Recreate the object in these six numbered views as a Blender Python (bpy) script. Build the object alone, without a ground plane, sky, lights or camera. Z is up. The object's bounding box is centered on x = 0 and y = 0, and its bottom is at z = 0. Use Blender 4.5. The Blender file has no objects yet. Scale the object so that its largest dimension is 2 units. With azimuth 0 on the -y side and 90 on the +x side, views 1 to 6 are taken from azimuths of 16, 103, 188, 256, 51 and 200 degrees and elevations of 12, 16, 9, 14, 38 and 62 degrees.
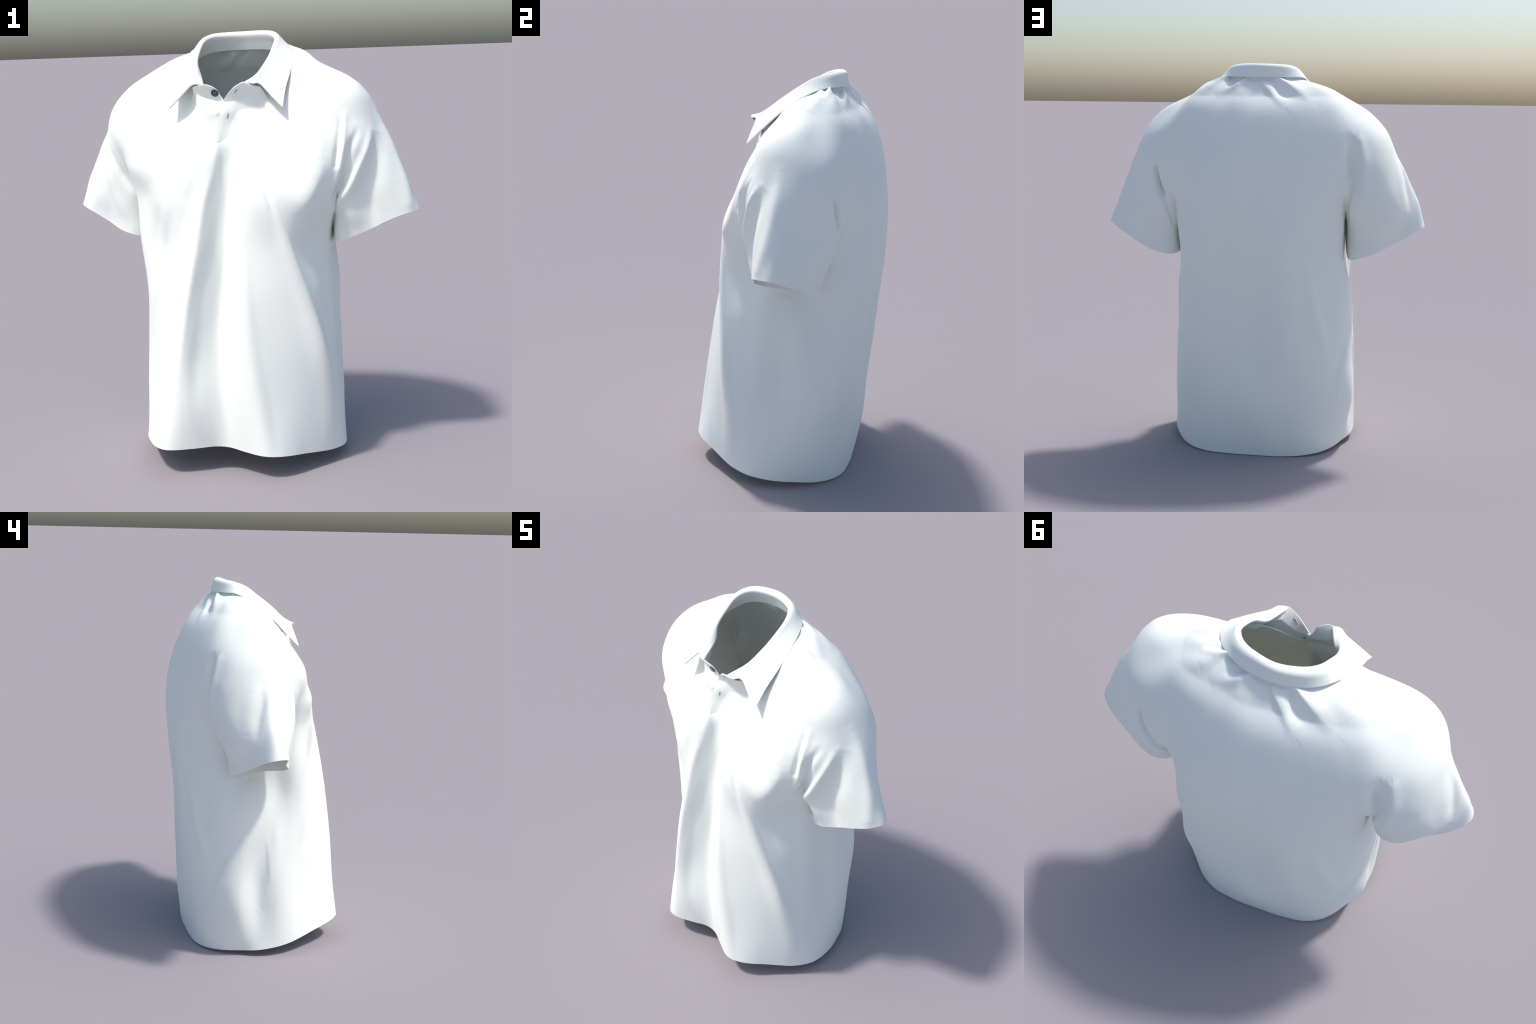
"""A white short-sleeved shirt with a fold-down collar, standing as if worn by
an invisible person.  The cloth body is one implicit surface (trunk and two
sleeves described by polar cross-sections, smoothly joined), cut open at the
hem, neck and sleeve ends, wrinkled by fold lines and given thickness.
The collar, the front placket, the button and buttonholes are lofted pieces."""
import bpy
import numpy as np

rng = np.random.default_rng(7)
TAU = 2 * np.pi
CLOTH = 0.006          # cloth thickness
STEP = 0.006           # grid step of the body surface

# ---------------------------------------------------------------- sections
# Trunk: polar cross-sections from the hem up to the neck.  Angle 0 looks to
# the front (-y), 90 degrees is the +x side.  height = (front, side, back).
# The control points of each section follow the main folds: fold_angles are the
# directions of the ridge, the hollow, the broad ridge and the corner in front.
SIDE_AND_BACK_ANGLES = [85, 98, 110, 122, 134, 146, 160, 180, 200, 214, 226, 238, 250, 262, 275]
BODY_SECTIONS = [
    dict(height=(0.1, 0.05, 0), centre_y=0.00, fold_angles=(-29, -8, 26, 69),
         radius=[0.492, 0.492, 0.497, 0.508, 0.525, 0.518, 0.434, 0.369, 0.359, 0.398, 0.461, 0.472, 0.468, 0.463, 0.471, 0.488, 0.497, 0.504, 0.506, 0.494, 0.481, 0.476, 0.467, 0.445, 0.409, 0.385, 0.403, 0.437, 0.459, 0.465, 0.464, 0.482, 0.491]),
    dict(height=(0.33, 0.3, 0.27), centre_y=0.00, fold_angles=(-27, -13, 24, 69),
         radius=[0.478, 0.452, 0.440, 0.458, 0.488, 0.487, 0.460, 0.413, 0.352, 0.393, 0.438, 0.434, 0.439, 0.451, 0.470, 0.501, 0.495, 0.489, 0.482, 0.479, 0.491, 0.500, 0.484, 0.467, 0.433, 0.424, 0.428, 0.455, 0.485, 0.513, 0.525, 0.465, 0.487]),
    dict(height=(0.57, 0.56, 0.55), centre_y=0.00, fold_angles=(-24, -15, 20, 64),
         radius=[0.462, 0.440, 0.421, 0.423, 0.437, 0.461, 0.438, 0.379, 0.325, 0.366, 0.406, 0.405, 0.412, 0.429, 0.456, 0.499, 0.486, 0.478, 0.473, 0.451, 0.476, 0.506, 0.522, 0.484, 0.431, 0.404, 0.454, 0.480, 0.497, 0.507, 0.505, 0.474, 0.472]),
    dict(height=(0.82, 0.82, 0.82), centre_y=0.00, fold_angles=(-20, -12, 18, 57),
         radius=[0.452, 0.440, 0.399, 0.384, 0.405, 0.424, 0.389, 0.346, 0.290, 0.334, 0.371, 0.373, 0.382, 0.398, 0.422, 0.459, 0.448, 0.441, 0.450, 0.456, 0.479, 0.479, 0.522, 0.494, 0.445, 0.419, 0.473, 0.489, 0.500, 0.513, 0.497, 0.467, 0.446]),
    dict(height=(1.05, 1.05, 1.05), centre_y=0.02, fold_angles=(-15.5, -6.5, 16, 46),
         radius=[0.479, 0.452, 0.387, 0.378, 0.378, 0.400, 0.372, 0.315, 0.288, 0.304, 0.340, 0.350, 0.363, 0.380, 0.402, 0.430, 0.412, 0.416, 0.437, 0.450, 0.460, 0.482, 0.518, 0.500, 0.447, 0.428, 0.468, 0.475, 0.492, 0.493, 0.460, 0.432, 0.438]),
    dict(height=(1.26, 1.26, 1.27), centre_y=0.03, fold_angles=(-11.5, -2, 16, 37),
         radius=[0.492, 0.449, 0.419, 0.385, 0.353, 0.361, 0.320, 0.279, 0.260, 0.279, 0.316, 0.339, 0.361, 0.382, 0.396, 0.397, 0.471, 0.497, 0.521, 0.518, 0.525, 0.505, 0.496, 0.498, 0.466, 0.435, 0.459, 0.483, 0.498, 0.508, 0.488, 0.462, 0.464]),
    dict(height=(1.4, 1.43, 1.46), centre_y=0.03, fold_angles=(-7.5, 0, 17, 31),
         radius=[0.534, 0.472, 0.393, 0.345, 0.341, 0.309, 0.285, 0.256, 0.251, 0.266, 0.288, 0.300, 0.311, 0.321, 0.329, 0.336, 0.394, 0.516, 0.606, 0.645, 0.610, 0.557, 0.506, 0.490, 0.459, 0.428, 0.441, 0.477, 0.518, 0.562, 0.600, 0.610, 0.550]),
    dict(height=(1.5, 1.6, 1.61), centre_y=0.03, fold_angles=(-5, 1, 17, 30),
         radius=[0.540, 0.373, 0.300, 0.286, 0.281, 0.269, 0.259, 0.252, 0.248, 0.246, 0.248, 0.252, 0.258, 0.263, 0.270, 0.278, 0.310, 0.454, 0.611, 0.664, 0.627, 0.547, 0.476, 0.443, 0.422, 0.400, 0.410, 0.444, 0.495, 0.568, 0.653, 0.673, 0.632]),
    dict(height=(1.58, 1.75, 1.75), centre_y=0.03, fold_angles=(-5, 1, 17, 30),
         radius=[0.377, 0.251, 0.230, 0.236, 0.233, 0.226, 0.225, 0.224, 0.222, 0.219, 0.217, 0.219, 0.221, 0.224, 0.228, 0.233, 0.267, 0.338, 0.556, 0.568, 0.490, 0.466, 0.416, 0.371, 0.359, 0.344, 0.354, 0.379, 0.421, 0.479, 0.512, 0.567, 0.535]),
    dict(height=(1.645, 1.85, 1.86), centre_y=0.03, fold_angles=(-5, 1, 17, 30),
         radius=[0.219, 0.200, 0.206, 0.224, 0.227, 0.217, 0.215, 0.213, 0.208, 0.205, 0.203, 0.204, 0.205, 0.207, 0.209, 0.212, 0.228, 0.224, 0.331, 0.361, 0.352, 0.370, 0.320, 0.283, 0.285, 0.265, 0.273, 0.292, 0.319, 0.370, 0.391, 0.378, 0.335]),
    dict(height=(1.69, 1.89, 1.925), centre_y=0.02, fold_angles=(-5, 1, 17, 30),
         radius=[0.215, 0.214, 0.206, 0.197, 0.187, 0.181, 0.180, 0.180, 0.181, 0.184, 0.187, 0.188, 0.190, 0.192, 0.193, 0.195, 0.209, 0.214, 0.226, 0.234, 0.240, 0.238, 0.230, 0.222, 0.215, 0.211, 0.215, 0.222, 0.230, 0.238, 0.240, 0.234, 0.226]),
]
HEM_HEIGHT = [0.066, 0.084, 0.100, 0.110, 0.120, 0.125, 0.124, 0.123, 0.122, 0.118, 0.116, 0.109, 0.100, 0.090, 0.079, 0.068, 0.062, 0.056, 0.050, 0.036, 0.026, 0.014, 0.006, 0.002, 0.001, -0.000, -0.001, 0.004, 0.010, 0.017, 0.025, 0.036, 0.052]

# Sleeves: sections square to the sleeve axis, angle 0 outwards, 90 degrees to
# the front; hem = how far the sleeve edge runs past the last section.
SLEEVES = {
    1: dict(top=(0.5, 0.09, 1.53), end=(0.629, 0.094, 1.088),
    radius=[
        [0.173, 0.172, 0.180, 0.195, 0.205, 0.214, 0.207, 0.194, 0.179, 0.169, 0.168, 0.181, 0.204, 0.229, 0.243, 0.239, 0.226, 0.207, 0.19, 0.18],
        [0.201, 0.194, 0.184, 0.181, 0.187, 0.200, 0.206, 0.192, 0.173, 0.165, 0.170, 0.19, 0.219, 0.244, 0.253, 0.229, 0.2, 0.182, 0.181, 0.192],
        [0.21, 0.204, 0.184, 0.166, 0.165, 0.185, 0.205, 0.190, 0.175, 0.170, 0.173, 0.202, 0.227, 0.241, 0.242, 0.211, 0.18, 0.161, 0.161, 0.185],
        [0.219, 0.213, 0.183, 0.153, 0.134, 0.156, 0.187, 0.185, 0.185, 0.185, 0.189, 0.2, 0.213, 0.218, 0.198, 0.18, 0.164, 0.152, 0.152, 0.184],
        [0.232, 0.217, 0.179, 0.145, 0.131, 0.132, 0.151, 0.174, 0.197, 0.204, 0.201, 0.2, 0.203, 0.19, 0.164, 0.141, 0.13, 0.132, 0.148, 0.187],
    ],
    hem=[0.001, -0.005, -0.012, -0.012, -0.01, -0.009, -0.01, -0.01, -0.01, -0.012, -0.012, -0.004, 0.007, 0.016, 0.02, 0.02, 0.018, 0.014, 0.011, 0.008]),
    -1: dict(top=(-0.5, 0.09, 1.53), end=(-0.628, 0.093, 1.092),
    radius=[
        [0.173, 0.168, 0.173, 0.184, 0.192, 0.191, 0.184, 0.169, 0.153, 0.144, 0.148, 0.166, 0.194, 0.227, 0.254, 0.264, 0.26, 0.24, 0.213, 0.188],
        [0.206, 0.178, 0.173, 0.177, 0.181, 0.179, 0.177, 0.172, 0.162, 0.152, 0.15, 0.165, 0.193, 0.228, 0.255, 0.262, 0.250, 0.228, 0.207, 0.204],
        [0.219, 0.187, 0.172, 0.166, 0.164, 0.164, 0.169, 0.173, 0.172, 0.165, 0.156, 0.163, 0.188, 0.218, 0.245, 0.244, 0.236, 0.223, 0.205, 0.207],
        [0.231, 0.200, 0.172, 0.151, 0.142, 0.150, 0.162, 0.172, 0.182, 0.187, 0.186, 0.181, 0.187, 0.193, 0.196, 0.198, 0.2, 0.198, 0.193, 0.207],
        [0.232, 0.219, 0.149, 0.122, 0.116, 0.126, 0.15, 0.18, 0.197, 0.202, 0.205, 0.205, 0.203, 0.192, 0.168, 0.143, 0.13, 0.131, 0.148, 0.187],
    ],
    hem=[-0.002, -0.009, -0.006, -0.004, -0.004, -0.002, -0.002, -0.007, -0.013, -0.019, -0.015, 0.002, 0.012, 0.016, 0.019, 0.019, 0.016, 0.013, 0.011, 0.004]),
}

# Fold lines.  A positive height is a ridge, a negative one a hollow, given from
# the first to the last point; spread is the falloff to either side of the line.
FOLDS = [
    dict(what="front: second ridge",
         line=[(-0.251, -0.275, 1.247), (-0.293, -0.236, 1.113), (-0.329, -0.222, 0.963), (-0.359, -0.221, 0.815), (-0.406, -0.178, 0.650)],
         height=[0.002, 0.006, 0.006, 0.004, 0.001], spread=(0.03, 0.03)),
    dict(what="front: second hollow",
         line=[(-0.119, -0.303, 1.267), (-0.158, -0.300, 1.174), (-0.206, -0.298, 1.032), (-0.250, -0.282, 0.882), (-0.301, -0.267, 0.705)],
         height=[-0.002, -0.006, -0.006, -0.004, -0.001], spread=(0.03, 0.04)),
    dict(what="armpit: long pleat",
         line=[(0.637, -0.028, 1.538), (0.623, -0.062, 1.467), (0.589, -0.083, 1.387), (0.552, -0.098, 1.308), (0.513, -0.095, 1.249), (0.470, -0.028, 1.187)],
         height=[0.004, 0.016, 0.019, 0.019, 0.016, 0.007], spread=(0.02, 0.026)),
    dict(what="armpit: hollow beside the pleat",
         line=[(0.584, -0.080, 1.548), (0.562, -0.112, 1.480), (0.535, -0.117, 1.391), (0.507, -0.102, 1.317), (0.481, -0.115, 1.257)],
         height=[-0.004, -0.015, -0.018, -0.016, -0.008], spread=(0.018, 0.018)),
    dict(what="armpit: short pleat",
         line=[(0.531, -0.083, 1.620), (0.527, -0.117, 1.543), (0.527, -0.133, 1.483), (0.516, -0.138, 1.402), (0.495, -0.139, 1.331)],
         height=[0.003, 0.01, 0.014, 0.012, 0.006], spread=(0.014, 0.018)),
    dict(what="armpit: short hollow",
         line=[(0.518, -0.101, 1.589), (0.514, -0.131, 1.520), (0.507, -0.146, 1.457), (0.500, -0.152, 1.403)],
         height=[-0.004, -0.012, -0.014, -0.008], spread=(0.013, 0.013)),
    dict(what="armpit: edge of the chest",
         line=[(0.444, -0.186, 1.431), (0.432, -0.200, 1.368), (0.407, -0.225, 1.305), (0.380, -0.250, 1.247), (0.364, -0.240, 1.184)],
         height=[0.003, 0.01, 0.01, 0.008, 0.003], spread=(0.05, 0.03)),
    dict(what="other armpit: hollow",
         line=[(-0.616, -0.060, 1.470), (-0.588, -0.077, 1.412), (-0.553, -0.078, 1.349), (-0.529, -0.073, 1.307), (-0.512, -0.067, 1.279)],
         height=[-0.003, -0.01, -0.014, -0.01, -0.003], spread=(0.02, 0.02)),
    dict(what="other armpit: ridge",
         line=[(-0.650, -0.034, 1.430), (-0.627, -0.057, 1.325), (-0.604, -0.058, 1.234), (-0.564, -0.057, 1.144)],
         height=[0.001, 0.005, 0.005, 0.001], spread=(0.02, 0.025)),
    dict(what="sleeve: swell modelled for the sunlit band beside the shadow",
         line=[(0.649, 0.066, 1.617), (0.680, 0.073, 1.552), (0.720, 0.070, 1.469), (0.756, 0.059, 1.378), (0.789, 0.044, 1.287), (0.804, 0.027, 1.214)],
         height=[0.003, 0.008, 0.009, 0.01, 0.009, 0.006], spread=(0.03, 0.03)),
    dict(what="sleeve: front hollow",
         line=[(0.665, 0.017, 1.540), (0.665, -0.026, 1.454), (0.637, -0.051, 1.343), (0.606, -0.058, 1.243)],
         height=[-0.004, -0.016, -0.02, -0.008], spread=(0.05, 0.05)),
    dict(what="shoulder blade dent",
         line=[(0.536, 0.286, 1.602), (0.536, 0.308, 1.526), (0.537, 0.315, 1.467), (0.520, 0.322, 1.397), (0.500, 0.328, 1.338)],
         height=[-0.006, -0.014, -0.016, -0.012, -0.004], spread=(0.022, 0.022)),
    dict(what="other shoulder blade dent",
         line=[(-0.472, 0.331, 1.626), (-0.479, 0.344, 1.554), (-0.489, 0.351, 1.481), (-0.483, 0.348, 1.408)],
         height=[-0.01, -0.026, -0.03, -0.016], spread=(0.03, 0.022)),
    dict(what="other shoulder blade ridge",
         line=[(-0.511, 0.312, 1.629), (-0.528, 0.332, 1.542), (-0.529, 0.348, 1.455), (-0.524, 0.345, 1.364), (-0.498, 0.324, 1.279)],
         height=[0.006, 0.01, 0.01, 0.007, 0.003], spread=(0.018, 0.03)),
    dict(what="other sleeve: ridge",
         line=[(-0.678, 0.102, 1.572), (-0.724, 0.099, 1.475), (-0.762, 0.100, 1.388), (-0.804, 0.097, 1.303), (-0.825, 0.090, 1.238)],
         height=[0.002, 0.007, 0.008, 0.006, 0.002], spread=(0.03, 0.03)),
    dict(what="side: diagonal ridge",
         line=[(-0.452, 0.043, 0.879), (-0.470, 0.095, 0.738), (-0.473, 0.165, 0.623), (-0.458, 0.223, 0.531), (-0.438, 0.267, 0.430), (-0.428, 0.282, 0.353)],
         height=[0.002, 0.008, 0.01, 0.012, 0.01, 0.003], spread=(0.03, 0.06)),
    dict(what="side: sharp crease",
         line=[(-0.467, 0.031, 0.673), (-0.469, 0.021, 0.613), (-0.472, 0.015, 0.521), (-0.473, 0.009, 0.415)],
         height=[0.0005, 0.0025, 0.003, 0.0005], spread=(0.006, 0.02)),
    dict(what="side: front ridge",
         line=[(-0.441, -0.075, 0.841), (-0.458, -0.032, 0.698), (-0.471, -0.014, 0.580), (-0.467, 0.027, 0.347), (-0.461, 0.061, 0.287)],
         height=[0.002, 0.007, 0.007, 0.006, 0.002], spread=(0.03, 0.04)),
    dict(what="back: drape",
         line=[(-0.262, 0.416, 1.052), (-0.298, 0.392, 0.836), (-0.334, 0.366, 0.672), (-0.374, 0.330, 0.509)],
         height=[0.002, 0.008, 0.008, 0.002], spread=(0.035, 0.03)),
    dict(what="other armhole: deep pocket",
         line=[(-0.464, 0.342, 1.594), (-0.472, 0.349, 1.534), (-0.480, 0.353, 1.466)],
         height=[-0.006, -0.016, -0.016], spread=(0.022, 0.018)),
    dict(what="armhole: deep slit",
         line=[(0.544, 0.310, 1.488), (0.527, 0.319, 1.424), (0.501, 0.328, 1.363), (0.471, 0.327, 1.331)],
         height=[-0.01, -0.028, -0.028, -0.012], spread=(0.014, 0.014)),
    dict(what="front: crease along the corner",
         line=[(0.237, -0.284, 1.285), (0.263, -0.287, 1.202), (0.302, -0.277, 1.085), (0.342, -0.267, 0.956), (0.387, -0.249, 0.810), (0.431, -0.228, 0.656), (0.449, -0.215, 0.575), (0.466, -0.190, 0.449)],
         height=[0.002, 0.007, 0.008, 0.008, 0.008, 0.008, 0.006, 0.002], spread=(0.05, 0.02)),
    dict(what="neck gather, back",
         line=[(-0.085, 0.221, 1.928), (-0.132, 0.240, 1.900), (-0.186, 0.260, 1.870), (-0.259, 0.284, 1.828)],
         height=[0.0162, 0.0175, 0.0121, 0.0014], spread=((0.012, 0.03), (0.012, 0.05))),
    dict(what="neck gather, back hollow",
         line=[(-0.074, 0.250, 1.898), (-0.106, 0.278, 1.861), (-0.156, 0.294, 1.836)],
         height=[-0.0121, -0.0149, -0.0041], spread=((0.014, 0.03), (0.014, 0.03))),
    dict(what="neck gather, back",
         line=[(-0.009, 0.248, 1.904), (-0.041, 0.271, 1.877), (-0.083, 0.302, 1.837), (-0.130, 0.334, 1.797)],
         height=[0.0095, 0.0108, 0.0068, 0.0014], spread=((0.01, 0.02), (0.02, 0.05))),
    dict(what="neck gather, back",
         line=[(0.084, 0.224, 1.924), (0.118, 0.244, 1.900), (0.163, 0.253, 1.873), (0.224, 0.272, 1.843)],
         height=[0.0095, 0.0121, 0.0081, 0.0014], spread=((0.014, 0.04), (0.014, 0.04))),
    dict(what="neck gather, back hollow",
         line=[(0.103, 0.223, 1.921), (0.142, 0.232, 1.900), (0.178, 0.238, 1.888)],
         height=[-0.0108, -0.0095, -0.0014], spread=((0.012, 0.02), (0.012, 0.02))),
    dict(what="neck gather, back",
         line=[(0.178, 0.175, 1.932), (0.223, 0.197, 1.911), (0.282, 0.234, 1.878)],
         height=[0.0121, 0.0121, 0.0027], spread=((0.01, 0.03), (0.01, 0.03))),
    dict(what="neck gather, shoulder hollow",
         line=[(-0.239, 0.143, 1.918), (-0.293, 0.179, 1.899), (-0.346, 0.180, 1.879)],
         height=[-0.0081, -0.0095, -0.0014], spread=((0.008, 0.02), (0.008, 0.02))),
    dict(what="neck gather, side",
         line=[(0.204, 0.151, 1.929), (0.283, 0.155, 1.900), (0.330, 0.146, 1.874), (0.385, 0.127, 1.845)],
         height=[0.012, 0.012, 0.008, 0.001], spread=((0.014, 0.04), (0.016, 0.04))),
    dict(what="neck gather, side",
         line=[(0.178, 0.180, 1.928), (0.247, 0.185, 1.911), (0.309, 0.183, 1.889)],
         height=[0.0095, 0.0081, 0.0014], spread=((0.01, 0.02), (0.01, 0.02))),
    dict(what="neck gather, side hollow",
         line=[(0.202, 0.166, 1.926), (0.276, 0.175, 1.903)],
         height=[-0.0068, -0.0014], spread=(0.01, 0.01)),
    dict(what="neck gather, front",
         line=[(0.287, 0.091, 1.890), (0.332, 0.082, 1.870), (0.376, 0.072, 1.848)],
         height=[0.0095, 0.0095, 0.0014], spread=((0.014, 0.03), (0.014, 0.03))),
    dict(what="other sleeve: soft ridge behind",
         line=[(-0.696, 0.183, 1.493), (-0.715, 0.203, 1.400), (-0.730, 0.218, 1.292)],
         height=[0.002, 0.006, 0.006, 0.001], spread=(0.04, 0.04)),
    dict(what="other sleeve: hollow behind the edge",
         line=[(-0.688, 0.116, 1.550), (-0.730, 0.134, 1.452), (-0.752, 0.159, 1.361), (-0.765, 0.173, 1.273)],
         height=[-0.002, -0.008, -0.009, -0.003], spread=(0.03, 0.02)),
    dict(what="armhole: crease behind",
         line=[(0.544, 0.310, 1.486), (0.525, 0.321, 1.407), (0.491, 0.328, 1.325), (0.466, 0.310, 1.262), (0.450, 0.268, 1.194), (0.418, 0.267, 1.115)],
         height=[-0.006, -0.018, -0.02, -0.02, -0.018, -0.006], spread=(0.01, 0.012)),
    dict(what="other armhole: crease behind",
         line=[(-0.488, 0.351, 1.437), (-0.472, 0.339, 1.379), (-0.456, 0.297, 1.299), (-0.435, 0.221, 1.167), (-0.431, 0.215, 1.089)],
         height=[-0.006, -0.02, -0.02, -0.016, -0.006], spread=(0.011, 0.011)),
]

# ---------------------------------------------------------------- splines
def spline_matrix(count, n, closed):
    """Catmull-Rom weights: n samples from count control points."""
    t = np.arange(n) / n * count if closed else np.linspace(0, count - 1 - 1e-9, n)
    i = np.floor(t).astype(int)
    f = t - i
    w = np.stack([-.5*f + f**2 - .5*f**3, 1 - 2.5*f**2 + 1.5*f**3,
                  .5*f + 2*f**2 - 1.5*f**3, -.5*f**2 + .5*f**3], -1)
    m = np.zeros((n, count))
    for j in range(4):
        k = (i + j - 1) % count if closed else np.clip(i + j - 1, 0, count - 1)
        np.add.at(m, (np.arange(n), k), w[:, j])
    return m


def curve(points, n, closed=False):
    p = np.asarray(points, float)
    return spline_matrix(len(p), n, closed) @ p


def table_lookup(table, u, v):
    """Bilinear lookup; u wraps round, v is clamped (both in table steps)."""
    nu, nv = table.shape
    u = u % nu
    u0 = np.floor(u).astype(np.int32) % nu
    fu = u - np.floor(u)
    v = np.clip(v, 0, nv - 1.001)
    v0 = v.astype(np.int32)
    fv = v - v0
    u1 = (u0 + 1) % nu
    return ((table[u0, v0] * (1 - fv) + table[u0, v0 + 1] * fv) * (1 - fu)
            + (table[u1, v0] * (1 - fv) + table[u1, v0 + 1] * fv) * fu)


# ---------------------------------------------------------------- trunk field
NA, NZ, Z_LOW, Z_HIGH = 360, 420, -0.12, 2.0
K = 20


def section_angles(ridge, hollow, broad, corner):
    def between(p, q, n):
        return list(np.linspace(p, q, n + 2)[1:-1])
    return np.radians(between(-85, ridge, 5) + [ridge, (ridge + hollow) / 2, hollow] + between(hollow, broad, 2)
                      + [broad] + between(broad, corner, 4) + [corner] + between(corner, 85, 2)
                      + SIDE_AND_BACK_ANGLES)


sec_a = np.array([section_angles(*s["fold_angles"]) for s in BODY_SECTIONS])
KB = sec_a.shape[1]
sec_r = np.array([s["radius"] for s in BODY_SECTIONS])
sec_z = []
for s, ang in zip(BODY_SECTIONS, sec_a):
    f, m, b = s["height"]
    ca = np.cos(ang)
    sec_z.append(m + (f - b) / 2 * ca + ((f + b) / 2 - m) * ca**2)
sec_z = np.array(sec_z)
for i, dip in ((8, .01), (9, .022), (10, .03)):       # hollow before the shoulder ridge
    sec_z[i] -= dip * np.exp(-((np.abs((sec_a[i] + np.pi) % TAU - np.pi) - 1.30) / .40) ** 2)
sec_z[0] = HEM_HEIGHT
fine = spline_matrix(3 * KB, 24 * KB, True)
fine_m = spline_matrix(KB, 8 * KB, True)
even = np.arange(NA) / NA * TAU
up_m = spline_matrix(len(sec_r), 400, False)
fine_a = np.array([fine @ np.r_[a - TAU, a, a + TAU] for a in sec_a])


def to_even(values, angles):
    """Resample closed rows from their own angles to even ones."""
    return np.array([np.interp(even, a[4 * KB:20 * KB], np.tile(v, 3)[4 * KB:20 * KB]) for v, a in zip(values, angles)])


row_a = up_m @ fine_a
dense_r = to_even(up_m @ sec_r @ fine_m.T, row_a)
dense_z = to_even(up_m @ sec_z @ fine_m.T, row_a)
dense_c = up_m @ np.array([s["centre_y"] for s in BODY_SECTIONS])
z_axis = np.linspace(Z_LOW, Z_HIGH, NZ)
trunk_r = np.zeros((NA, NZ))
for a in range(NA):
    zz = np.maximum.accumulate(dense_z[:, a] + np.arange(400) * 1e-7)
    trunk_r[a] = np.interp(z_axis, zz, dense_r[:, a])
    low = z_axis < zz[0]
    slope = (dense_r[12, a] - dense_r[0, a]) / (zz[12] - zz[0])
    trunk_r[a, low] = dense_r[0, a] + slope * (z_axis[low] - zz[0])
centre_y = np.interp(z_axis, dense_z.mean(1), dense_c)
dz = z_axis[1] - z_axis[0]
g_z = np.gradient(trunk_r, dz, axis=1)
g_a = (np.roll(trunk_r, -1, 0) - np.roll(trunk_r, 1, 0)) / (2 * TAU / NA) / trunk_r
trunk_k = 1 / np.sqrt(1 + g_z**2 + g_a**2)
hem_line, neck_line = dense_z[0], dense_z[-1]


def trunk_field(p):
    z = p[..., 2]
    v = (z - Z_LOW) / dz
    y = p[..., 1] - np.interp(z, z_axis, centre_y)
    x = p[..., 0]
    u = np.arctan2(x, -y) / TAU * NA
    r = np.hypot(x, y)
    return (table_lookup(trunk_r, u, v) - r) * table_lookup(trunk_k, u, v)


# ---------------------------------------------------------------- sleeve field
class Sleeve:
    NS = 160

    def __init__(self, side, top, end, radius, hem):
        self.side = side
        self.top, self.end = np.array(top), np.array(end)
        o = np.array([.92 * side, 0, .392])
        self.out = o / np.linalg.norm(o)
        n = np.array([.392 * side, 0, -.92])
        self.axis = n / np.linalg.norm(n)
        self.length = (self.end - self.top) @ self.axis
        rm = spline_matrix(K, NA, True)
        um = spline_matrix(len(radius), 120, False)
        r = (um @ np.array(radius) @ rm.T).T
        s = np.linspace(0, self.length, 120)
        self.s_axis = np.linspace(-.25, self.length + .1, self.NS)
        self.ds = self.s_axis[1] - self.s_axis[0]
        self.r = np.array([np.interp(self.s_axis, s, q) for q in r])
        past = self.s_axis > self.length
        self.r[:, past] += ((r[:, -1] - r[:, -10]) / (s[-1] - s[-10]))[:, None] * (self.s_axis[past] - self.length)
        ga = (np.roll(self.r, -1, 0) - np.roll(self.r, 1, 0)) / (2 * TAU / NA) / self.r
        self.k = 1 / np.sqrt(1 + np.gradient(self.r, self.ds, axis=1)**2 + ga**2)
        self.hem = rm @ np.array(hem)

    def local(self, p):
        s = (p - self.top) @ self.axis
        c = self.top + (s / self.length)[..., None] * (self.end - self.top)
        d = p - c
        a, b = d @ self.out, -d[..., 1]
        return s, np.arctan2(b, a) / TAU * NA, np.hypot(a, b)

    def field(self, p):
        s, u, r = self.local(p)
        v = (s - self.s_axis[0]) / self.ds
        f = (table_lookup(self.r, u, v) - r) * table_lookup(self.k, u, v)
        e = s + .02                                # rounded upper end
        k = .12
        h = np.maximum(k - np.abs(f - e), 0) / k
        f = np.minimum(f, e) - h * h * k / 4
        return np.minimum(f, self.edge(p) + .015)

    def edge(self, p):
        """Distance left to the sleeve edge (negative beyond it)."""
        s, u, r = self.local(p)
        i = np.floor(u).astype(int) % NA
        f = u - np.floor(u)
        return self.length + self.hem[i] * (1 - f) + self.hem[(i + 1) % NA] * f - s


sleeves = [Sleeve(side, **d) for side, d in SLEEVES.items()]


def ramp(x, a, b):
    t = np.clip((x - a) / (b - a), 0, 1)
    return t * t * (3 - 2 * t)


def shirt_field(p, which=False):
    """Signed field of the whole cloth body (positive inside)."""
    t = trunk_field(p)
    f, label = t.copy(), np.zeros(t.shape, np.int8)
    for n, s in enumerate(sleeves):
        near = p[..., 0] * s.side > .2
        q = p[near]
        a, b = t[near], s.field(q)
        soft = .012 + .04 * ramp(q[:, 2], 1.34, 1.50)
        d = np.abs(a - b)
        h = np.maximum(soft - d, 0) / soft
        tuck = .016 * np.exp(-(d / .014)**2) * (1 - ramp(q[:, 2], 1.25, 1.42))
        f[near] = np.maximum(a, b) + h * h * soft / 4 - tuck
        label[near] = np.where(b > a, n + 1, 0)
    return (f, label) if which else f


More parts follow.
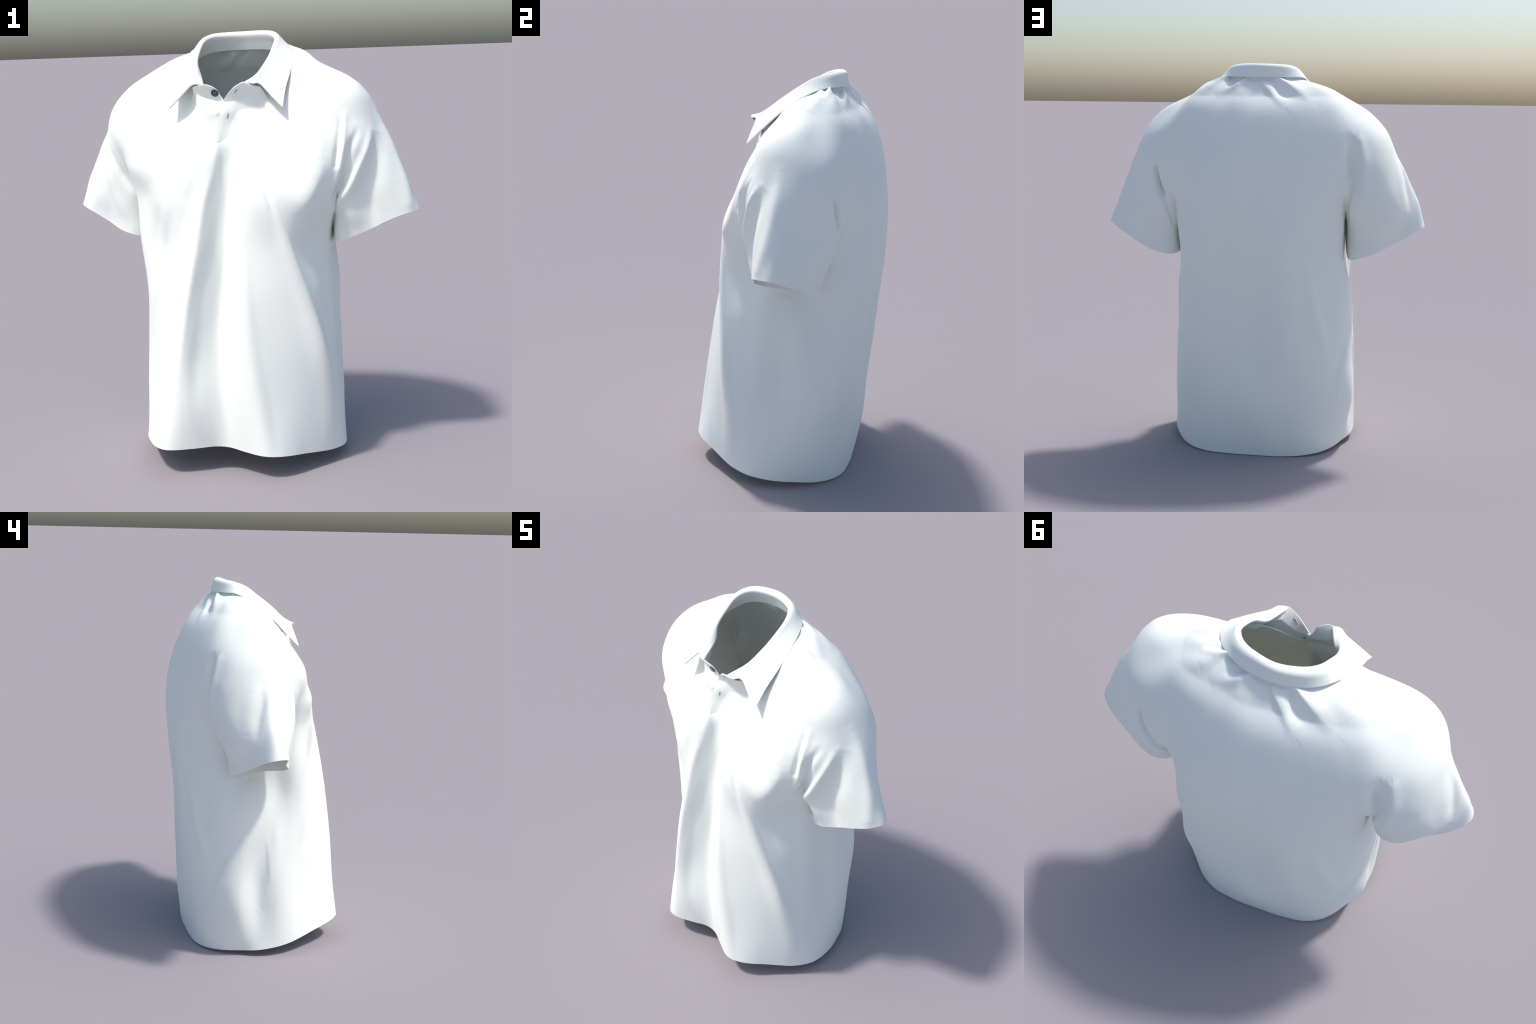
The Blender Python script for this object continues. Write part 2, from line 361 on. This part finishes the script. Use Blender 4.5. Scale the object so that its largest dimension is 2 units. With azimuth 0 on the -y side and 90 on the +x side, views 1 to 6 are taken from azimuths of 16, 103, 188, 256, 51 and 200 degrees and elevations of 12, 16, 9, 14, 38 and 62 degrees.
# ---------------------------------------------------------------- surface nets
def surface_net(lo, hi, step):
    n = np.ceil((hi - lo) / step).astype(int) + 1
    ax = [lo[i] + np.arange(n[i]) * step for i in range(3)]
    F = np.empty(n, np.float32)
    for i in range(n[0]):
        g = np.stack(np.meshgrid(ax[0][i:i+1], ax[1], ax[2], indexing="ij"), -1)[0]
        F[i] = shirt_field(g.reshape(-1, 3)).reshape(g.shape[:2])
    inside = F > 0
    total = np.zeros((n[0]-1, n[1]-1, n[2]-1, 3), np.float32)
    count = np.zeros(total.shape[:3], np.int16)
    edges = []
    for axis in range(3):
        sl0 = [slice(None)] * 3
        sl1 = [slice(None)] * 3
        sl0[axis], sl1[axis] = slice(0, -1), slice(1, None)
        a, b = F[tuple(sl0)], F[tuple(sl1)]
        cross = inside[tuple(sl0)] != inside[tuple(sl1)]
        idx = np.argwhere(cross)
        t = a[cross] / (a[cross] - b[cross])
        pos = idx.astype(np.float32)
        pos[:, axis] += t
        o1, o2 = [d for d in range(3) if d != axis]
        for e1 in (0, -1):
            for e2 in (0, -1):
                c = idx.copy()
                c[:, o1] += e1
                c[:, o2] += e2
                ok = np.all((c >= 0) & (c < np.array(total.shape[:3])), 1)
                np.add.at(total, tuple(c[ok].T), pos[ok])
                np.add.at(count, tuple(c[ok].T), 1)
        edges.append((axis, idx, inside[tuple(sl0)][cross]))
    used = count > 0
    number = np.full(count.shape, -1, np.int64)
    number[used] = np.arange(used.sum())
    verts = lo + step * (total[used] / count[used][:, None])
    quads = []
    for axis, idx, first_in in edges:
        o1, o2 = [(1, 2), (2, 0), (0, 1)][axis]
        ring = []
        for e1, e2 in ((0, 0), (-1, 0), (-1, -1), (0, -1)):
            c = idx.copy()
            c[:, o1] += e1
            c[:, o2] += e2
            ring.append(number[tuple(np.clip(c, 0, np.array(count.shape) - 1).T)])
        q = np.stack(ring, 1)
        q[~first_in] = q[~first_in][:, ::-1]
        quads.append(q[(q >= 0).all(1)])
    return verts.astype(float), np.vstack(quads)


def mesh_normals(v, tris):
    n = np.zeros_like(v)
    fn = np.cross(v[tris[:, 1]] - v[tris[:, 0]], v[tris[:, 2]] - v[tris[:, 0]])
    for i in range(3):
        np.add.at(n, tris[:, i], fn)
    return n / (np.linalg.norm(n, axis=1, keepdims=True) + 1e-12)


def clip(v, tris, g, extra):
    """Keep the part of the triangle mesh where g > 0, cutting edges exactly."""
    inside = g > 0
    k = inside[tris].sum(1)
    keep = [tris[k == 3]]
    new_v, new_e, cut, base = [], [], {}, len(v)

    def mid(i, j):
        key = (min(i, j), max(i, j))
        if key not in cut:
            t = g[i] / (g[i] - g[j])
            cut[key] = base + len(new_v)
            new_v.append(v[i] + t * (v[j] - v[i]))
            new_e.append(extra[i] if inside[i] else extra[j])
        return cut[key]

    out = []
    for tri in tris[(k == 1) | (k == 2)]:
        s = inside[tri]
        if s.sum() == 1:
            i = int(np.argmax(s))
            a, b, c = tri[i], tri[(i + 1) % 3], tri[(i + 2) % 3]
            out.append((a, mid(a, b), mid(a, c)))
        else:
            i = int(np.argmin(s))
            a, b, c = tri[i], tri[(i + 1) % 3], tri[(i + 2) % 3]
            ab, ac = mid(a, b), mid(a, c)
            out.append((b, c, ac))
            out.append((b, ac, ab))
    if new_v:
        v, extra = np.vstack([v, new_v]), np.concatenate([extra, new_e])
        keep.append(np.array(out, int))
    tris = np.vstack(keep)
    area = np.linalg.norm(np.cross(v[tris[:, 1]] - v[tris[:, 0]], v[tris[:, 2]] - v[tris[:, 0]]), axis=1)
    tris = tris[area > 1e-11]
    used, back = np.unique(tris, return_inverse=True)
    return v[used], back.reshape(-1, 3), extra[used]


def smooth(v, tris, weight, times):
    e = np.vstack([tris[:, [0, 1]], tris[:, [1, 2]], tris[:, [2, 0]]])
    e = np.vstack([e, e[:, ::-1]])
    cnt = np.bincount(e[:, 0], minlength=len(v))[:, None]
    for _ in range(times):
        s = np.zeros_like(v)
        for i in range(3):
            s[:, i] = np.bincount(e[:, 0], weights=v[e[:, 1], i], minlength=len(v))
        v = v + weight[:, None] * (s / np.maximum(cnt, 1) - v)
    return v


# ---------------------------------------------------------------- fold lines
def fold_offset(v, n, points, amount, wa, wb):
    """Height of one fold at each vertex: tapers off at both ends."""
    line = curve(points, 14 * len(points))
    seg = np.diff(line, axis=0)
    w = max(np.max(wa), np.max(wb))
    lo, hi = line.min(0) - 2.6 * w, line.max(0) + 2.6 * w
    near = np.where(np.all((v > lo) & (v < hi), 1))[0]
    h = np.zeros(len(v))
    if not len(near):
        return h
    p = v[near]
    d2 = ((p[:, None] - line[None]) ** 2).sum(-1)
    j = d2.argmin(1)
    t = j / (len(line) - 1)
    tangent = seg[np.clip(j, 0, len(seg) - 1)]
    tangent /= np.linalg.norm(tangent, axis=1, keepdims=True) + 1e-12
    diff = p - line[j]
    side = (np.cross(tangent, n[near]) * diff).sum(1)
    dist = np.sqrt(d2[np.arange(len(p)), j])
    grow = lambda q: np.interp(t, [0, 1], q) if np.ndim(q) else q     # a fold may fan out
    width = np.where(side > 0, grow(wa), grow(wb))
    amp = np.interp(t, np.linspace(0, 1, len(amount)), amount) if np.ndim(amount) else amount * np.sin(np.pi * np.clip(t, .03, .97)) ** .7
    h[near] = amp * np.exp(-(dist / width) ** 2)
    return h


# ---------------------------------------------------------------- build body
verts, quads = surface_net(np.array([-.92, -.52, -.09]), np.array([.92, .52, 1.98]), STEP)
for _ in range(3):                              # settle on the true surface
    f = shirt_field(verts)
    e = 1e-3
    grad = np.stack([shirt_field(verts + d) - shirt_field(verts - d) for d in np.eye(3) * e], -1) / (2 * e)
    g2 = (grad**2).sum(1)
    move = -(f / np.maximum(g2, .2))[:, None] * grad
    ln = np.linalg.norm(move, axis=1, keepdims=True)
    verts += move * np.minimum(1, STEP * .5 / (ln + 1e-12)) * .8
tris = np.vstack([quads[:, [0, 1, 2]], quads[:, [0, 2, 3]]])
_, label = shirt_field(verts, True)
verts = smooth(verts, tris, np.full(len(verts), .5), 4)
side_x = np.abs(verts[:, 0])
blend = ramp(verts[:, 2], 1.30, 1.46) * ramp(side_x, .40, .50) * (1 - ramp(verts[:, 2], 1.72, 1.80)) * ramp(verts[:, 1], -.14, .02)
verts = smooth(verts, tris, blend * .6, 140)
normals = mesh_normals(verts, tris)
lift = np.zeros(len(verts))
for fold in FOLDS:
    lift += fold_offset(verts, normals, fold["line"], fold["height"], *fold["spread"])
verts = verts + normals * lift[:, None]

# cut the openings: sleeve ends, hem, neck
for n, s in enumerate(sleeves):
    g = np.where(label == n + 1, s.edge(verts), 1.0)
    far = (label == 0) & (verts[:, 0] * s.side > 9)
    g[far] = 1
    verts, tris, label = clip(verts, tris, g, label)
u = np.arctan2(verts[:, 0], -verts[:, 1]) / TAU * NA
g = verts[:, 2] - np.interp(u % NA, np.arange(NA + 1), np.r_[hem_line, hem_line[0]])
verts, tris, label = clip(verts, tris, g, label)
u = np.arctan2(verts[:, 0], -(verts[:, 1] - .02)) / TAU * NA
g = np.interp(u % NA, np.arange(NA + 1), np.r_[neck_line, neck_line[0]]) + .010 - .057 * ramp(-verts[:, 1], .05, .14) - verts[:, 2]
neck_r = np.interp(u % NA, np.arange(NA + 1), np.r_[dense_r[-1], dense_r[-1][0]])
g[np.hypot(verts[:, 0], verts[:, 1] - .02) > neck_r + np.where(verts[:, 1] < -.1, .1, .012)] = 1
verts, tris, label = clip(verts, tris, g, label)


# ---------------------------------------------------------------- materials
def cloth_material(name, colour, scale):
    """White knit: fine ribs and a little grain."""
    m = bpy.data.materials.new(name)
    m.use_nodes = True
    t = m.node_tree
    b = t.nodes["Principled BSDF"]
    b.inputs["Roughness"].default_value = .85
    b.inputs["Specular IOR Level"].default_value = .2
    co = t.nodes.new("ShaderNodeTexCoord")
    wave = t.nodes.new("ShaderNodeTexWave")
    wave.wave_type, wave.bands_direction = "BANDS", "X"
    wave.inputs["Scale"].default_value = scale
    wave.inputs["Distortion"].default_value = .6
    wave.inputs["Detail"].default_value = 1.0
    wave.inputs["Detail Scale"].default_value = 3.0
    rows = t.nodes.new("ShaderNodeTexWave")
    rows.wave_type, rows.bands_direction = "BANDS", "Z"
    rows.inputs["Scale"].default_value = scale * 1.1
    rows.inputs["Distortion"].default_value = .6
    noise = t.nodes.new("ShaderNodeTexNoise")
    noise.inputs["Scale"].default_value = 240
    noise.inputs["Detail"].default_value = 3.0
    add = t.nodes.new("ShaderNodeMath")
    add.operation = "ADD"
    add2 = t.nodes.new("ShaderNodeMath")
    add2.operation = "MULTIPLY_ADD"
    add2.inputs[1].default_value = .45
    bump = t.nodes.new("ShaderNodeBump")
    bump.inputs["Strength"].default_value = .09
    bump.inputs["Distance"].default_value = .002
    ramp_ = t.nodes.new("ShaderNodeValToRGB")
    ramp_.color_ramp.elements[0].color = (*[c * .93 for c in colour], 1)
    ramp_.color_ramp.elements[1].color = (*colour, 1)
    for node in (wave, rows, noise):
        t.links.new(co.outputs["Object"], node.inputs["Vector"])
    t.links.new(wave.outputs["Fac"], add.inputs[0])
    t.links.new(rows.outputs["Fac"], add.inputs[1])
    t.links.new(add.outputs[0], add2.inputs[0])
    t.links.new(noise.outputs["Fac"], add2.inputs[2])
    t.links.new(add2.outputs[0], bump.inputs["Height"])
    t.links.new(bump.outputs["Normal"], b.inputs["Normal"])
    t.links.new(noise.outputs["Fac"], ramp_.inputs["Fac"])
    t.links.new(ramp_.outputs["Color"], b.inputs["Base Color"])
    return m


def plain_material(name, colour, rough, bump_scale=0):
    m = bpy.data.materials.new(name)
    m.use_nodes = True
    t = m.node_tree
    b = t.nodes["Principled BSDF"]
    b.inputs["Roughness"].default_value = rough
    noise = t.nodes.new("ShaderNodeTexNoise")
    noise.inputs["Scale"].default_value = bump_scale or 90
    ramp_ = t.nodes.new("ShaderNodeValToRGB")
    ramp_.color_ramp.elements[0].position = .35
    ramp_.color_ramp.elements[0].color = (*[c * .7 for c in colour], 1)
    ramp_.color_ramp.elements[1].position = .65
    ramp_.color_ramp.elements[1].color = (*[min(1, c * 1.3) for c in colour], 1)
    co = t.nodes.new("ShaderNodeTexCoord")
    t.links.new(co.outputs["Object"], noise.inputs["Vector"])
    t.links.new(noise.outputs["Fac"], ramp_.inputs["Fac"])
    t.links.new(ramp_.outputs["Color"], b.inputs["Base Color"])
    return m


WHITE = (.935, .97, .905)
knit = cloth_material("white_knit", WHITE, 62)
button_grey = plain_material("dark_button", (.06, .06, .065), .35, 120)
thread = plain_material("grey_thread", (.42, .38, .44), .8, 200)

# ---------------------------------------------------------------- objects
shirt = bpy.data.objects.new("polo_shirt", None)
bpy.context.scene.collection.objects.link(shirt)
shirt["label"] = "plain white short-sleeved polo shirt with open pointed collar"
shirt["category"] = "shirt"


def make_object(name, v, faces, material, normals=None, parent=None):
    me = bpy.data.meshes.new(name)
    me.from_pydata(np.asarray(v).tolist(), [], [list(map(int, f)) for f in faces])
    me.update()
    me.polygons.foreach_set("use_smooth", np.ones(len(me.polygons), bool))
    if normals is not None:
        me.normals_split_custom_set_from_vertices(np.asarray(normals).tolist())
    me.materials.append(material)
    ob = bpy.data.objects.new(name, me)
    bpy.context.scene.collection.objects.link(ob)
    ob.parent = parent or shirt
    return ob


def thicken(v, tris, thick, outer_share=0.0, normals=None):
    """Cloth with depth: outer and inner skin, and a rim along open edges."""
    n = mesh_normals(v, tris) if normals is None else normals
    outer, inner = v + n * thick * outer_share, v - n * thick * (1 - outer_share)
    m = len(v)
    e = np.vstack([tris[:, [0, 1]], tris[:, [1, 2]], tris[:, [2, 0]]])
    key = np.sort(e, 1)
    _, inv, cnt = np.unique(key, axis=0, return_inverse=True, return_counts=True)
    be = e[cnt[inv.ravel()] == 1]
    bv, bi = np.unique(be, return_inverse=True)
    bi = bi.reshape(-1, 2)
    k = len(bv)
    rim_n = np.zeros((k, 3))
    en = np.cross(v[be[:, 1]] - v[be[:, 0]], n[be[:, 0]])
    for i in range(2):
        np.add.at(rim_n, bi[:, i], en)
    rim_n /= np.linalg.norm(rim_n, axis=1, keepdims=True) + 1e-12
    all_v = np.vstack([outer, inner, outer[bv], inner[bv]])
    all_n = np.vstack([n, -n, rim_n, rim_n])
    o = 2 * m
    rim = np.stack([bi[:, 1] + o, bi[:, 0] + o, bi[:, 0] + o + k, bi[:, 1] + o + k], 1)
    faces = [tris, tris[:, ::-1] + m, rim]
    owner = [np.arange(len(tris)), np.arange(len(tris)), np.where(cnt[inv.ravel()] == 1)[0] % len(tris)]
    return all_v, faces, all_n, owner


body_n = mesh_normals(verts, tris)
all_v, faces, all_n, owner = thicken(verts, tris, CLOTH, 0.0, body_n)
tri_label = np.median(label[tris], axis=1).astype(int)
for part, name in ((0, "body"), (1, "sleeve"), (2, "sleeve")):
    chosen, used_v = [], []
    for f, o in zip(faces, owner):
        chosen.append(f[tri_label[o] == part])
    ids = np.unique(np.concatenate([c.ravel() for c in chosen]))
    back = np.full(len(all_v), -1)
    back[ids] = np.arange(len(ids))
    flist = [row for c in chosen for row in back[c]]
    make_object(name, all_v[ids], flist, knit, all_n[ids])


# ---------------------------------------------------------------- patches
def grid_tris(rows, cols):
    i = np.arange(rows * cols).reshape(rows, cols)
    a, b, c, d = i[:-1, :-1].ravel(), i[:-1, 1:].ravel(), i[1:, 1:].ravel(), i[1:, :-1].ravel()
    return np.vstack([np.stack([a, b, c], 1), np.stack([a, c, d], 1)])


def sheet(name, grid, thick, share=.5, flip=False, parent=None):
    rows, cols = grid.shape[:2]
    t = grid_tris(rows, cols)
    if flip:
        t = t[:, ::-1]
    v, f, n, _ = thicken(grid.reshape(-1, 3), t, thick, share)
    return make_object(name, v, [row for q in f for row in q], knit, n, parent)


def chest(x, z):
    """y of the trunk's front at (x, z)."""
    lo, hi = np.full(np.shape(x), -.6), np.full(np.shape(x), -.02)
    for _ in range(40):
        mid = (lo + hi) / 2
        ins = trunk_field(np.stack([x, mid, z], -1)) > 0
        hi = np.where(ins, mid, hi)
        lo = np.where(ins, lo, mid)
    return hi


def lapel(free, base):
    """Front band: lies on the chest along the base line and lifts off it to its
    free edge, the upper part curling forward."""
    n, m = 120, 56
    a = curve(free, n)[:, None]
    b = curve([(x, 0, z) for x, z in base], n)[:, None]
    w = np.linspace(0, 1, m)[None, :, None]
    g = a * w + b * (1 - w)
    w = w[..., 0]
    rest = chest(g[..., 0], g[..., 2])
    lift = a[..., 1] - chest(a[..., 0], a[..., 2])
    u = np.linspace(0, 1, n)[:, None]
    sink = .005 - .008 * ramp(w, .25, .85)
    g[..., 1] = rest + sink + (lift + .003) * w ** (1.3 + 1.2 * ramp(u, .2, .45))
    return g[:, ::-1]


FREE_RIGHT_OVER = [(-.038, -.226, 1.524), (-.024, -.214, 1.58), (-.010, -.197, 1.64), (.0, -.174, 1.697),
                   (.022, -.178, 1.728), (.051, -.19, 1.753), (.08, -.2, 1.769), (.108, -.205, 1.778),
                   (.14, -.193, 1.764), (.168, -.163, 1.756)]
BASE_RIGHT_OVER = [(.035, 1.508), (.045, 1.54), (.055, 1.57), (.07, 1.595), (.09, 1.61), (.11, 1.615),
                   (.135, 1.62), (.16, 1.63), (.185, 1.645), (.21, 1.66)]
FREE_LEFT = [(.02, -.175, 1.60), (.012, -.168, 1.66), (.0, -.162, 1.695), (-.015, -.165, 1.72), (-.031, -.176, 1.748),
             (-.058, -.187, 1.766), (-.088, -.19, 1.771), (-.118, -.182, 1.766), (-.148, -.158, 1.758)]
BASE_LEFT = [(-.02, 1.56), (-.04, 1.585), (-.06, 1.60), (-.08, 1.61), (-.10, 1.615), (-.13, 1.62), (-.15, 1.63),
             (-.175, 1.645), (-.20, 1.66)]
g_over = lapel(FREE_RIGHT_OVER, BASE_RIGHT_OVER)
g_under = lapel(FREE_LEFT, BASE_LEFT)
placket = sheet("placket", g_over, .005, .5, flip=False)
under = sheet("front_band", g_under, .005, .5, flip=True)

# ---------------------------------------------------------------- collar
RIM = [(.108, -.200, 1.776), (.14, -.09, 1.812), (.170, -.03, 1.87), (.179, .035, 1.922), (.175, .095, 1.962),
       (.141, .148, 1.982), (.088, .178, 1.988), (.0, .196, 1.987), (-.088, .178, 1.985), (-.141, .142, 1.978),
       (-.167, .085, 1.955), (-.172, .025, 1.908), (-.162, -.035, 1.86), (-.132, -.08, 1.806), (-.09, -.185, 1.770)]
EDGE = [(.273, -.182, 1.664), (.27, -.109, 1.74), (.275, -.034, 1.812), (.267, .042, 1.874), (.244, .117, 1.919),
        (.202, .175, 1.939), (.14, .214, 1.94), (.067, .235, 1.936), (-.014, .239, 1.935), (-.093, .227, 1.937),
        (-.162, .198, 1.939), (-.212, .152, 1.935), (-.239, .091, 1.901), (-.256, .019, 1.858), (-.258, -.048, 1.795),
        (-.255, -.112, 1.732), (-.258, -.178, 1.667)]
SEAM = [(.112, -.162, 1.748), (.19, -.09, 1.765), (.218, -.03, 1.815), (.222, .035, 1.860), (.207, .105, 1.885),
        (.168, .165, 1.908), (.10, .203, 1.917), (.0, .219, 1.919), (-.10, .203, 1.917), (-.168, .165, 1.908),
        (-.207, .105, 1.885), (-.218, .035, 1.860), (-.212, -.03, 1.815), (-.18, -.09, 1.765), (-.095, -.155, 1.745)]
# front corner of the fold on either side
CORNER = {0: (.169, -.167, 1.767), 1: (-.152, -.165, 1.768)}
TURN = {0: (.141, -.197, 1.771), 1: (-.120, -.186, 1.773)}      # edge of the fold before it
NT, NP = 161, 34
rim, edge, seam = curve(RIM, NT), curve(EDGE, NT), curve(SEAM, NT)
grid = np.zeros((NT, NP, 3))
for i in range(NT):
    t = i / (NT - 1)
    out = edge[i] - rim[i]
    flat = out.copy()
    flat[2] = 0
    flat /= np.linalg.norm(flat) + 1e-9
    up = np.array([0, 0, 1.0])
    front = np.exp(-(min(t, 1 - t) / .10) ** 2)
    corner = np.array(CORNER[0 if t < .5 else 1])
    roll = rim[i] + flat * .016 + up * .014
    over = rim[i] + flat * .034 + up * .004
    over = over * (1 - front) + corner * front
    roll = roll * (1 - front) + np.array(TURN[0 if t < .5 else 1]) * front
    low = edge[i] * .55 + over * .45
    prof = [seam[i], seam[i] * .5 + rim[i] * .5, rim[i], roll, over, low, edge[i]]
    grid[i] = curve(prof, NP)
collar = sheet("collar", grid, .006, .5, flip=True)


# ---------------------------------------------------------------- button, holes
def frame_at(grid, point):
    d = ((grid - np.array(point)) ** 2).sum(-1)
    i, j = np.unravel_index(d.argmin(), d.shape)
    i, j = np.clip(i, 1, grid.shape[0] - 2), np.clip(j, 1, grid.shape[1] - 2)
    n = np.cross(grid[i + 1, j] - grid[i - 1, j], grid[i, j + 1] - grid[i, j - 1])
    n /= np.linalg.norm(n)
    if n[1] > 0:
        n = -n
    return grid[i, j], n


def oriented(v, centre, normal, along):
    a = np.array(along, float)
    a -= normal * (a @ normal)
    a /= np.linalg.norm(a)
    b = np.cross(normal, a)
    return np.array([centre + x * a + y * b + z * normal for x, y, z in v])


def ring_solid(profile, n, sx=1.0, sy=1.0):
    """Solid of revolution about z from (radius, height) pairs."""
    v, f = [], []
    for r, h in profile:
        for k in range(n):
            v.append((r * sx * np.cos(TAU * k / n), r * sy * np.sin(TAU * k / n), h))
    for i in range(len(profile) - 1):
        for k in range(n):
            a, b = i * n + k, i * n + (k + 1) % n
            f.append((a, b, b + n, a + n))
    f.append(tuple(range(n))[::-1])
    f.append(tuple(range((len(profile) - 1) * n, len(profile) * n)))
    return v, f


def shade_by_angle(ob):
    ob.data.set_sharp_from_angle(angle=.6)


c, n = frame_at(g_under, (-.040, -.17, 1.735))
v, f = ring_solid([(.0165, .0), (.0175, .002), (.0165, .0045), (.0135, .0050), (.012, .0036), (.003, .0036)], 40)
ob = make_object("button", oriented(v, c + n * .003, n, (0, 0, 1)), f, button_grey)
shade_by_angle(ob)
for sx in (-1, 1):
    for sy in (-1, 1):
        v, f = ring_solid([(.0018, .0), (.0018, .0042), (.0008, .0046)], 12)
        v = [(x + sx * .0036, y + sy * .0036, z) for x, y, z in v]
        make_object("thread_stud", oriented(v, c + n * .003, n, (.3, 0, 1)), f, thread, parent=ob)


def buttonhole(p, q, grid):
    p, q = np.array(p), np.array(q)
    c, n = frame_at(grid, (p + q) / 2)
    length = np.linalg.norm(q - p) / 2
    v, f = [], []
    N = 40
    for face in (1, -1):                        # stitched oval welt, both faces
        o = len(v)
        for k in range(N):
            a = TAU * k / N
            cx, cy = np.cos(a) * (length - .001), np.sin(a) * .0013
            d = np.array([np.cos(a), np.sin(a)])
            for j in range(8):
                b = TAU * j / 8
                v.append((cx + d[0] * .0013 * np.cos(b), cy + d[1] * .0013 * np.cos(b), .0030 * face + .0012 * np.sin(b)))
                a0, b0 = k * 8 + j, k * 8 + (j + 1) % 8
                f.append((o + a0, o + b0, o + (b0 + 8) % (8 * N), o + (a0 + 8) % (8 * N)))
    v, f = oriented(v, c, n, q - p), f
    return make_object("buttonhole", v, f, thread)


buttonhole((.071, -.19, 1.746), (.053, -.185, 1.725), g_over)
buttonhole((.027, -.19, 1.645), (.021, -.195, 1.62), g_over)
